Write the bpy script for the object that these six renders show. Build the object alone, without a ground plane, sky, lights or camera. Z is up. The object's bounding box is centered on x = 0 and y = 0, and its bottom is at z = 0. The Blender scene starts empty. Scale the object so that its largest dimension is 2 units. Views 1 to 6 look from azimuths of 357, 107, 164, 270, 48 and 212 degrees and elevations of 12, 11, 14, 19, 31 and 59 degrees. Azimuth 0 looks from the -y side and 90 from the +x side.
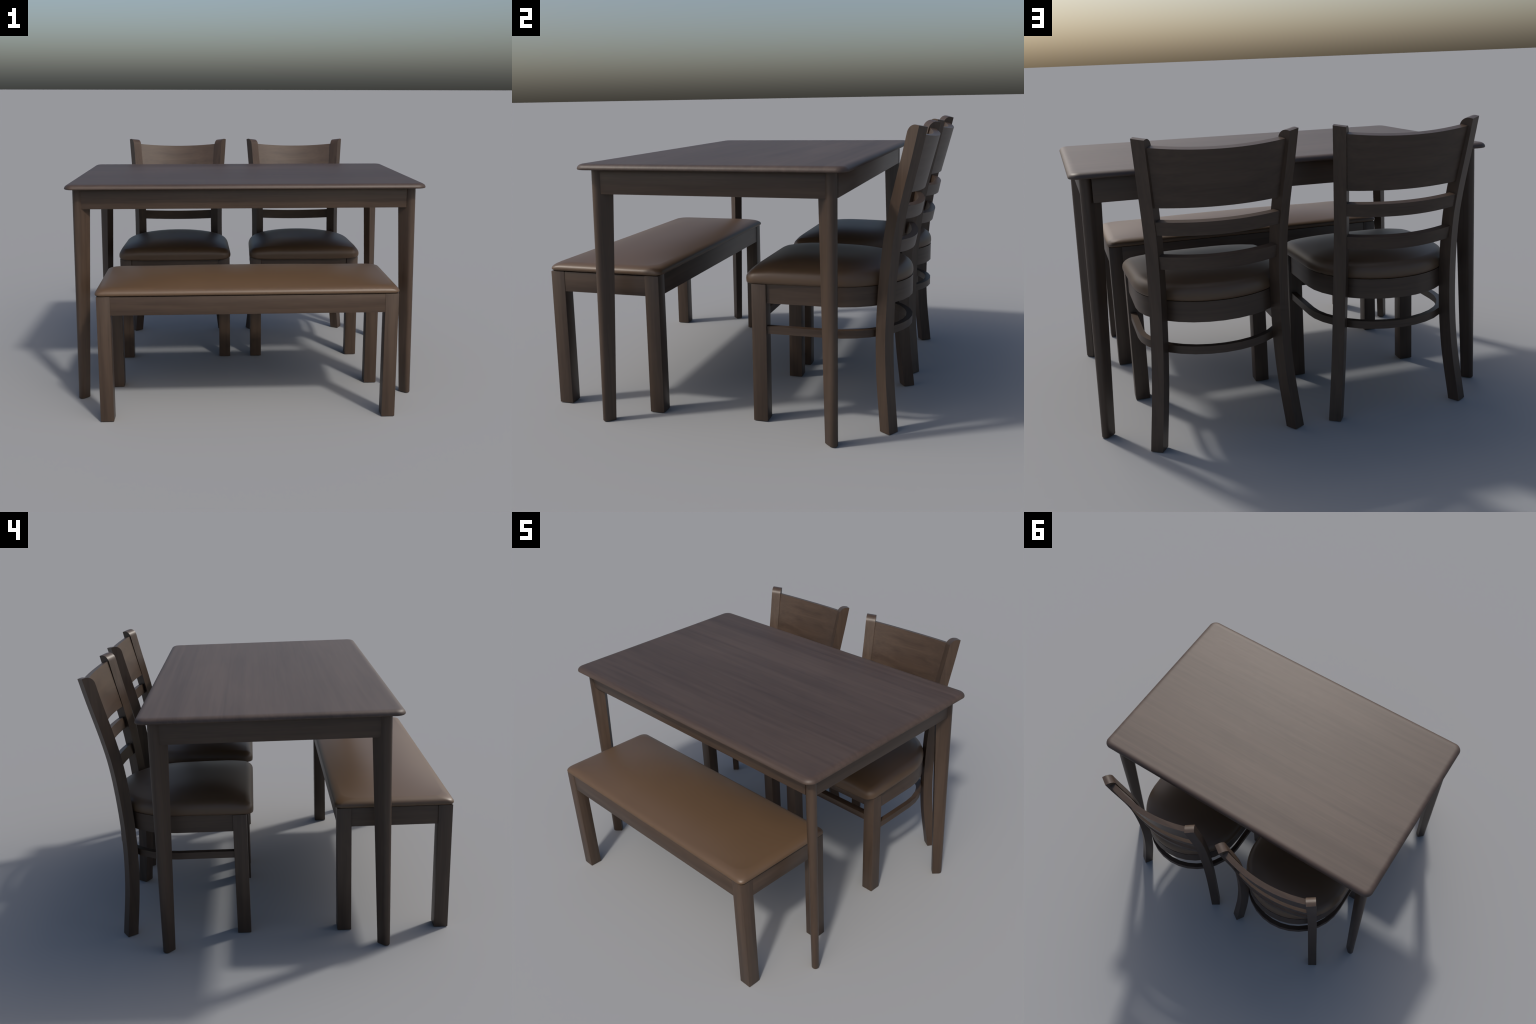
# Dining set: a table, an upholstered bench and two curved-back chairs.
import bpy, bmesh, math
import numpy as np
from mathutils import Vector, Matrix

# ------------------------------------------------------------------ materials
def nd(nt, kind, **kw):
    n = nt.nodes.new(kind)
    for k, v in kw.items():
        setattr(n, k, v)
    return n

def wood(name, axis, dark, light, rough=0.44, band=0.0):
    """Stained wood: fine pores and slow streaks, stretched along one object axis."""
    m = bpy.data.materials.new(name); m.use_nodes = True
    nt = m.node_tree; L = nt.links
    b = nt.nodes["Principled BSDF"]
    tc = nd(nt, "ShaderNodeTexCoord")
    def mapped(along, across, off=(0, 0, 0)):
        mp = nd(nt, "ShaderNodeMapping")
        s = [across] * 3
        for k in (axis if isinstance(axis, tuple) else (axis,)):
            s[k] = along
        mp.inputs["Scale"].default_value = s
        mp.inputs["Location"].default_value = off
        L.new(tc.outputs["Object"], mp.inputs["Vector"])
        return mp.outputs["Vector"]
    def noise(vec, scale, detail, dist=0.0):
        n = nd(nt, "ShaderNodeTexNoise")
        n.inputs["Scale"].default_value = scale
        n.inputs["Detail"].default_value = detail
        n.inputs["Roughness"].default_value = 0.6
        n.inputs["Distortion"].default_value = dist
        L.new(vec, n.inputs["Vector"])
        return n.outputs["Fac"]
    def math_(op, a, c):
        n = nd(nt, "ShaderNodeMath", operation=op)
        for i, x in enumerate((a, c)):
            if isinstance(x, (int, float)): n.inputs[i].default_value = x
            else: L.new(x, n.inputs[i])
        return n.outputs[0]
    streak = noise(mapped(0.9, 22.0), 1.6, 5.0, 0.5)      # growth bands
    pores = noise(mapped(5.0, 150.0, (3, 1, 2)), 1.3, 3.0)  # fine pores
    slow = noise(mapped(0.7, 3.2, (7, 5, 4)), 1.0, 2.0, 0.6)
    f = math_("ADD", math_("MULTIPLY", streak, 0.55), math_("MULTIPLY", pores, 0.22))
    f = math_("ADD", f, math_("MULTIPLY", slow, 0.23))
    if band > 0:   # glued-up boards, each a shade apart
        sp = nd(nt, "ShaderNodeSeparateXYZ"); L.new(tc.outputs["Object"], sp.inputs[0])
        cell = math_("FLOOR", math_("MULTIPLY", sp.outputs[1], 1.0 / band), 0.0)
        wn = nd(nt, "ShaderNodeTexWhiteNoise", noise_dimensions="1D")
        L.new(cell, wn.inputs["W"])
        f = math_("ADD", f, math_("MULTIPLY", math_("SUBTRACT", wn.outputs["Value"], 0.5), 0.10))
    r = nd(nt, "ShaderNodeValToRGB")
    r.color_ramp.elements[0].position = 0.35; r.color_ramp.elements[0].color = (*dark, 1)
    r.color_ramp.elements[1].position = 0.65; r.color_ramp.elements[1].color = (*light, 1)
    b.inputs["Specular IOR Level"].default_value = 0.47
    L.new(f, r.inputs["Fac"]); L.new(r.outputs["Color"], b.inputs["Base Color"])
    L.new(math_("ADD", math_("MULTIPLY", pores, 0.06), rough - 0.03), b.inputs["Roughness"])
    bp = nd(nt, "ShaderNodeBump")
    bp.inputs["Strength"].default_value = 0.05; bp.inputs["Distance"].default_value = 0.002
    L.new(f, bp.inputs["Height"]); L.new(bp.outputs["Normal"], b.inputs["Normal"])
    return m

def leather(name, col, rough=0.4):
    m = bpy.data.materials.new(name); m.use_nodes = True
    nt = m.node_tree; L = nt.links
    b = nt.nodes["Principled BSDF"]
    tc = nd(nt, "ShaderNodeTexCoord")
    n = nd(nt, "ShaderNodeTexNoise"); n.inputs["Scale"].default_value = 5.0; n.inputs["Detail"].default_value = 3
    L.new(tc.outputs["Object"], n.inputs["Vector"])
    r = nd(nt, "ShaderNodeValToRGB")
    r.color_ramp.elements[0].color = (*[c * 0.93 for c in col], 1)
    r.color_ramp.elements[1].color = (*[c * 1.07 for c in col], 1)
    L.new(n.outputs["Fac"], r.inputs["Fac"]); L.new(r.outputs["Color"], b.inputs["Base Color"])
    v = nd(nt, "ShaderNodeTexVoronoi"); v.inputs["Scale"].default_value = 420.0
    L.new(tc.outputs["Object"], v.inputs["Vector"])
    bp = nd(nt, "ShaderNodeBump"); bp.inputs["Strength"].default_value = 0.06; bp.inputs["Distance"].default_value = 0.001
    L.new(v.outputs["Distance"], bp.inputs["Height"]); L.new(bp.outputs["Normal"], b.inputs["Normal"])
    b.inputs["Roughness"].default_value = rough
    return m

DARK, LIGHT = (0.035, 0.0210, 0.0134), (0.066, 0.0424, 0.0280)
WX = wood("wood_grain_lengthwise", 0, DARK, LIGHT)
WY = wood("wood_grain_crosswise", 1, DARK, LIGHT)
WB = wood("wood_grain_bent", (0, 1), DARK, LIGHT)
WZ = wood("wood_grain_upright", 2, DARK, LIGHT)
WTOP = wood("tabletop_wood", 0, (0.043, 0.0270, 0.0198), (0.071, 0.0475, 0.0362), 0.52, band=0.105)
LEATHER = leather("brown_leather", (0.093, 0.0555, 0.030), 0.44)

# ------------------------------------------------------------------ helpers
def root(name, loc, label, category):
    e = bpy.data.objects.new(name, None)
    bpy.context.scene.collection.objects.link(e)
    e.location = loc; e["label"] = label; e["category"] = category
    return e

def finish(name, bm, parent, mat, bevel=0.0, segs=2, angle=30):
    if bevel > 0:
        es = [e for e in bm.edges if len(e.link_faces) == 2 and e.calc_face_angle(0) > math.radians(40)]
        bmesh.ops.bevel(bm, geom=es, offset=bevel, segments=segs, profile=0.5, affect="EDGES", clamp_overlap=True)
    bmesh.ops.recalc_face_normals(bm, faces=bm.faces)
    me = bpy.data.meshes.new(name)
    bm.to_mesh(me); bm.free()
    me.shade_smooth(); me.set_sharp_from_angle(angle=math.radians(angle))
    me.materials.append(mat)
    return place(name, me, parent)

def place(name, me, parent):
    o = bpy.data.objects.new(name, me)
    bpy.context.scene.collection.objects.link(o)
    o.parent = parent
    return o

def box(name, lo, hi, parent, mat, bevel=0.0025):
    bm = bmesh.new()
    bmesh.ops.create_cube(bm, size=1.0)
    lo, hi = Vector(lo), Vector(hi)
    for v in bm.verts:
        v.co = Vector([(lo[i] + hi[i]) / 2 + v.co[i] * (hi[i] - lo[i]) for i in range(3)])
    return finish(name, bm, parent, mat, bevel)

def loft(rings, closed=True, caps=True):
    bm = bmesh.new()
    vs = [[bm.verts.new(p) for p in r] for r in rings]
    n = len(rings[0])
    for a, b in zip(vs, vs[1:]):
        for i in range(n if closed else n - 1):
            bm.faces.new((a[i], a[(i + 1) % n], b[(i + 1) % n], b[i]))
    if caps:
        bm.faces.new(vs[0][::-1]); bm.faces.new(vs[-1])
    return bm

def rounded_rect(hx, hy, r, n=8, cx=0.0, cy=0.0, edge=0):
    """Counter-clockwise rounded rectangle, optional extra points along its sides."""
    corners = [(hx - r, hy - r, 0), (-hx + r, hy - r, 90), (-hx + r, -hy + r, 180), (hx - r, -hy + r, 270)]
    pts = []
    for k, (x, y, a0) in enumerate(corners):
        for i in range(n + 1):
            a = math.radians(a0 + 90 * i / n)
            pts.append((cx + x + r * math.cos(a), cy + y + r * math.sin(a)))
        if edge:
            nx, ny, na = corners[(k + 1) % 4]
            a = math.radians(na)
            q = (cx + nx + r * math.cos(a), cy + ny + r * math.sin(a)); p = pts[-1]
            pts += [(p[0] + (q[0] - p[0]) * t / (edge + 1), p[1] + (q[1] - p[1]) * t / (edge + 1)) for t in range(1, edge + 1)]
    return pts

def inset(pts, d):
    """Move a counter-clockwise outline inwards by d along its vertex normals."""
    n = len(pts); out = []
    for i in range(n):
        p, a, b = (Vector(pts[j % n]) for j in (i, i - 1, i + 1))
        e1, e2 = (p - a).normalized(), (b - p).normalized()
        nrm = Vector((-(e1.y + e2.y), e1.x + e2.x)).normalized()
        out.append(tuple(p + nrm * d))
    return out

def cushion(name, outline, centre, rim, shape, parent, rings=16):
    """Padded seat: a rolled rim profile (inset, z), then the top; shape(x, y, z) lifts the crown or sags the rim.
    outline(d) is the plan of the pad moved inwards by d."""
    rr = [[(x, y, shape(x, y, z)) for x, y in outline(d)] for d, z in rim]
    last = outline(rim[-1][0]); z0 = rim[-1][1]
    c = Vector(centre)
    for k in range(1, rings):
        s = 1 - (k / rings) ** 1.6
        pts = [c + (Vector(p) - c) * s for p in last]
        rr.append([(p.x, p.y, shape(p.x, p.y, z0)) for p in pts])
    bm = loft(rr, caps=False)
    n = len(last); N = len(bm.verts)
    top = bm.verts.new((c.x, c.y, shape(c.x, c.y, z0)))
    bm.verts.ensure_lookup_table()
    ring = [bm.verts[N - n + i] for i in range(n)]
    for i in range(n):
        bm.faces.new((ring[i], ring[(i + 1) % n], top))
    bm.faces.new([bm.verts[i] for i in range(n)][::-1])
    return finish(name, bm, parent, LEATHER, angle=70)

def spline(zs, vals, z):
    """Monotone-ish cubic (Catmull-Rom tangents on uneven knots)."""
    zs = np.asarray(zs, float); vals = np.asarray(vals, float)
    m = np.gradient(vals, zs)
    i = int(np.clip(np.searchsorted(zs, z) - 1, 0, len(zs) - 2))
    h = zs[i + 1] - zs[i]; t = (z - zs[i]) / h
    return ((2*t**3 - 3*t*t + 1) * vals[i] + (t**3 - 2*t*t + t) * h * m[i]
            + (-2*t**3 + 3*t*t) * vals[i + 1] + (t**3 - t*t) * h * m[i + 1])

def mirrored_copy(o, name, sx=1, sy=1):
    me = o.data.copy()
    me.transform(Matrix.Diagonal((sx, sy, 1, 1)))
    if sx * sy < 0:
        me.flip_normals()
    return place(name, me, o.parent)

# ------------------------------------------------------------------ table
table = root("dining_table", (0, 0, 0), "dark brown rectangular wooden dining table with rounded edges", "dining table")

def build_table():
    y0, y1 = -0.640, 0.623
    out = rounded_rect(1.0, (y1 - y0) / 2, 0.052, 10, 0, (y0 + y1) / 2)
    prof = [(0.050, 1.2175), (0.009, 1.2175), (0.0030, 1.2187), (0.0005, 1.2210), (0.0, 1.2240), (0.0012, 1.2290),
            (0.0042, 1.2342), (0.0090, 1.2388), (0.0150, 1.2421), (0.0220, 1.2442), (0.0300, 1.2453), (0.040, 1.2456)]
    bm = loft([[(x, y, z) for x, y in inset(out, min(d, 0.0515))] for d, z in prof])
    finish("tabletop", bm, table, WTOP, angle=50)
    # aprons
    box("apron", (-0.921, -0.572, 1.104), (0.902, -0.546, 1.2170), table, WX, 0.0015)
    box("apron", (-0.902, 0.541, 1.104), (0.902, 0.567, 1.2170), table, WX, 0.0015)
    box("apron", (0.919, -0.535, 1.1042), (0.945, 0.522, 1.2168), table, WY, 0.0015)
    box("apron", (-0.945, -0.535, 1.1042), (-0.919, 0.522, 1.2168), table, WY, 0.0015)
    # legs: flat blades set on the diagonal, outer edge fully rounded, tapering downwards
    def section(inner, nose, t, z):
        i, o = Vector(inner), Vector(nose)
        u = (o - i).normalized(); w = Vector((-u.y, u.x)); r = t / 2
        pts = [i - w * r, i + (o - i) * 0.5 - w * r]
        pts += [o + (u * math.sin(a) - w * math.cos(a)) * r for a in (math.pi * k / 14 for k in range(15))]
        pts += [i + (o - i) * 0.5 + w * r, i + w * r]
        return [(p.x, p.y, z) for p in pts]
    lo = ((0.9185, 0.5345), (0.9460, 0.5620), 0.0405)
    hi = ((0.8790, 0.5020), (0.9270, 0.5480), 0.0540)
    rings = []
    for z in (0.0, 0.004, 0.3, 0.6, 0.9, 1.2165):
        k = z / 1.2165
        mix = lambda a, b: tuple(np.array(a) * (1 - k) + np.array(b) * k)
        s = 0.0025 if z == 0 else 0.0
        rings.append(section(mix(lo[0], hi[0]), mix(lo[1], hi[1]), lo[2] * (1 - k) + hi[2] * k - 2 * s, z))
    leg = finish("leg", loft(rings), table, WZ, angle=40)
    for sx, sy in ((-1, 1), (1, -1), (-1, -1)):
        o = mirrored_copy(leg, "leg", sx, sy)
        o.location = (0.0 if sx > 0 else -0.0085, -0.007, 0)
    leg.location = (0, -0.007, 0)
build_table()

# ------------------------------------------------------------------ bench
bench = root("bench", (0, -0.63, 0), "low brown leather bench on square dark wooden legs", "bench")

def build_bench():
    x0, x1, ya, yb = 0.724, 0.796, (-0.2915, -0.2185), (0.2205, 0.2940)   # relative to y = -0.63
    leg = box("leg", (x0, ya[0], 0), (x1, ya[1], 0.694), bench, WZ)
    for xs, ys in (((-0.8025, -0.7300), ya), ((x0, x1), yb), ((-0.8025, -0.7300), yb)):
        o = place("leg", leg.data, bench)
        o.location = (xs[0] - x0, ys[0] - ya[0], 0)
    for y in (-0.2895, 0.2670):
        box("apron", (-x0 - 0.010, y, 0.592), (x0 + 0.008, y + 0.0245, 0.6925), bench, WX, 0.0012)
    for x in (-0.7980, 0.7690):
        box("apron", (x, ya[1] - 0.008, 0.5923), (x + 0.025, yb[0] + 0.008, 0.6923), bench, WY, 0.0012)
    box("seat_board", (-0.785, -0.283, 0.6935), (0.785, 0.286, 0.700), bench, WX, 0.001)
    hx, hy, cx, cy = 0.8060, 0.3025, -0.0050, 0.0045
    out = lambda d: rounded_rect(hx - d, hy - d, 0.030 + 0.9 * d, 8, cx, cy, edge=30)   # corners soften upwards
    rim = [(0.012, 0.6960), (0.004, 0.6973), (0.0006, 0.7015), (0, 0.7070), (0.0016, 0.7135), (0.006, 0.7200), (0.014, 0.7262), (0.026, 0.7316), (0.042, 0.7360)]
    g = lambda t: max(0.0, 1 - min(abs(t), 1) ** 2.4)
    ax, ay = hx - 0.042, hy - 0.042
    cushion("cushion", out, (cx, cy), rim, lambda x, y, z: z + 0.036 * (1 - min(abs(x - cx) / ax, 1) ** 3.0) * g((y - cy) / ay), bench, 22)
build_bench()

# ------------------------------------------------------------------ chair
chair = root("dining_chair", (0.408, 0.46, 0), "dark wooden chair with curved ladder back and brown seat", "chair")
CY = 0.46        # the chair's own origin in y

def bent_board(name, base, lean_deg, height, half_lo, half_hi, sag, thick, lift=(0, 0), bow_n=20, ends=0.010):
    """A board bowed backwards between the posts. base = (y, z) of its lower rear end."""
    a = math.radians(lean_deg)
    up = Vector((0, math.sin(a), math.cos(a))); back = Vector((0, math.cos(a), -math.sin(a)))
    org = Vector((0, base[0] - CY, base[1]))
    rings = []
    for i in range(bow_n + 1):
        t = -1 + 2 * i / bow_n
        ring = []
        for k, inner in ((0, 0), (1, 0), (1, 1), (0, 1)):
            half = half_lo + (half_hi - half_lo) * k
            x = t * (half + ends)
            q = x / half
            bow = sag * (1 - q * q)
            slope = -2 * sag * q / half
            nrm = Vector((-slope, 1)).normalized()      # outward (x, back)
            off = -thick * inner
            p = org + Vector((1, 0, 0)) * (x + nrm.x * off) + back * (bow + nrm.y * off) + up * (height * k)
            p.z += lift[k] * (1 - q * q)
            ring.append(p)
        rings.append(ring)
    return finish(name, loft(rings), chair, WX, 0.0015, 2)

def hoop(name, r_out, thick, z0, z1, cy, y_front, mat, bevel=0.002):
    """Bent U: straight arms from the front legs, half circle round the back."""
    def line(r):
        pts = [(r, y_front), (r, (y_front + cy) / 2), (r, cy)]
        n = 16
        pts += [(r * math.cos(math.pi * k / n), cy + r * math.sin(math.pi * k / n)) for k in range(1, n)]
        return pts + [(-r, cy), (-r, (y_front + cy) / 2), (-r, y_front)]
    o, i = line(r_out), line(r_out - thick)
    rings = [[(a[0], a[1] - CY, z0), (b[0], b[1] - CY, z0), (b[0], b[1] - CY, z1), (a[0], a[1] - CY, z1)] for a, b in zip(o, i)]
    return finish(name, loft(rings), chair, mat, bevel, 2)

def build_chair():
    # front legs
    leg = box("front_leg", (0.284, 0.122 - CY, 0), (0.356, 0.193 - CY, 0.676), chair, WZ)
    o = place("front_leg", leg.data, chair); o.location = (-0.640, 0, 0)
    # rails
    hoop("seat_rail", 0.346, 0.026, 0.584, 0.677, 0.480, 0.185, WB, 0.0015)
    hoop("curved_stretcher", 0.3465, 0.029, 0.4365, 0.4725, 0.480, 0.185, WB)
    box("front_rail", (-0.2835, 0.130 - CY, 0.603), (0.2835, 0.155 - CY, 0.676), chair, WX, 0.0015)
    box("front_stretcher", (-0.2835, 0.130 - CY, 0.4975), (0.2835, 0.172 - CY, 0.536), chair, WX, 0.003)
    # back posts: square section turned on the diagonal, bowed forward at seat height
    Z = [0.0, 0.302, 0.449, 0.541, 0.666, 0.788, 0.902, 0.964, 1.067, 1.166, 1.274, 1.399]
    X = [0.3605, 0.3295, 0.3205, 0.3170, 0.3140, 0.3128, 0.3140, 0.3160, 0.3225, 0.3300, 0.3385, 0.3480]
    Y = [0.7765, 0.7495, 0.7455, 0.7470, 0.7530, 0.7630, 0.7755, 0.7850, 0.8055, 0.8285, 0.8545, 0.8820]
    def B(z): return Vector((spline(Z, X, z), spline(Z, Y, z) - CY, z))
    wide = Vector((-0.0485, 0.0315, 0.0)); fwd = Vector((-0.545, -0.8385, 0.0)); D = 0.0572
    rear, front = [], []
    zs = list(np.linspace(0.0, 1.325, 34))
    for z in zs:
        b = B(z)
        tng = (B(min(z + 0.01, 1.399)) - B(max(z - 0.01, 0))).normalized()
        lean = abs(tng.dot(fwd)) / max(tng.z, 0.5)
        rear.append(b); front.append(b + fwd * (D * math.sqrt(1 + lean * lean)))
    tp = B(1.399); ax = (tp - B(1.33)).normalized()
    n = (fwd - ax * fwd.dot(ax)).normalized()
    r = 0.043; steps = 12
    for k in range(steps + 1):
        a = (math.pi / 2) * k / steps
        rear.append(B(1.335 + (1.392 - 1.335) * k / steps) if k < steps else tp - ax * 0.004)
        front.append(tp + n * (D - r + r * math.cos(a)) + ax * (-r + r * math.sin(a)))
    rear.append(tp); front.append(tp + n * (D - r) * 0.4)
    rings = []
    for i, (b, f) in enumerate(zip(rear, front)):
        k = min(max((b.z - 0.75) / 0.65, 0), 1)
        w = wide + Vector((0, 0, -0.008 * k))
        rings.append([b, f, f + w, b + w])
    bm = loft(rings)
    post = finish("back_post", bm, chair, WZ, 0.002, 2, angle=35)
    mirrored_copy(post, "back_post", -1, 1)
    # back: one broad panel and two slats
    bent_board("back_panel", (0.8300, 1.1050), 13.9, 0.2625, 0.2640, 0.2880, 0.0445, 0.033, (0.004, -0.007))
    bent_board("back_slat", (0.8170, 0.9875), 11.5, 0.0590, 0.2625, 0.2650, 0.0440, 0.032, (-0.002, 0.000))
    bent_board("back_slat", (0.7860, 0.8325), 11.5, 0.0595, 0.2540, 0.2580, 0.0460, 0.032, (-0.004, -0.003))
    # padded seat
    yf, r = 0.086, 0.052
    pts = []
    xf, xs, cy, R = 0.362, 0.352, 0.470, 0.352
    arc = 36
    pts += [(R * math.cos(math.pi * k / arc), cy + (0.826 - cy) * math.sin(math.pi * k / arc)) for k in range(arc + 1)]
    pts += [(-(xs + (xf - xs) * t), cy + (yf + r - cy) * t) for t in (k / 10 for k in range(1, 10))]
    pts += [(-(xf - r) - r * math.cos(a), yf + r - r * math.sin(a)) for a in (math.pi / 2 * k / 8 for k in range(9))]
    nx = 18
    pts += [(-(xf - r) + 2 * (xf - r) * k / nx, yf) for k in range(1, nx)]
    pts += [((xf - r) + r * math.sin(a), yf + r - r * math.cos(a)) for a in (math.pi / 2 * k / 8 for k in range(9))]
    pts += [(xf + (xs - xf) * t, yf + r + (cy - yf - r) * t) for t in (k / 10 for k in range(1, 10))]
    pts = [(x, y - CY) for x, y in pts]
    rim = [(0.020, 0.6757), (0.009, 0.6762), (0.0025, 0.6805), (0.0003, 0.6890), (0, 0.7000), (0.002, 0.7130), (0.007, 0.7250), (0.015, 0.7353), (0.026, 0.7432), (0.038, 0.7487)]
    c = cy - CY
    def puff(x, y, z):
        p, e = 3.4, rim[-1][0]
        if y >= c:
            f = 1 - min(1, math.hypot(x / (R - e), (y - c) / (0.826 - cy - e))) ** p
        else:
            t = (c - y) / (cy - yf)
            w = xs + (xf - xs) * t - e
            f = (1 - min(1, abs(x) / w) ** p) * (1 - min(1, (c - y) / (cy - yf - e)) ** p)
        front = max(0.0, 1 - (y + CY - yf) / 0.10)                       # the lip drops over the front rail
        if z < 0.693:
            z -= 0.011 * front * (1 - min(1, abs(x) / 0.352) ** 6)
        corner = math.exp(-((abs(x) - 0.35) ** 2 + (y + CY - yf - 0.015) ** 2) / 0.075 ** 2)
        if z > 0.693:
            z -= (z - 0.693) * 0.22 * corner
        tilt = 0.010 * (y - c) / 0.35
        return z + (0.033 - tilt) * max(0.0, f)
    cushion("seat_cushion", lambda d: inset(pts, d), (0, c - 0.03), rim, puff, chair, 20)
build_chair()

# the second chair shares every mesh with the first
other = root("dining_chair", (-0.439, 0.46, 0), chair["label"], chair["category"])
for o in [c for c in chair.children]:
    q = o.copy(); q.parent = other
    bpy.context.scene.collection.objects.link(q)
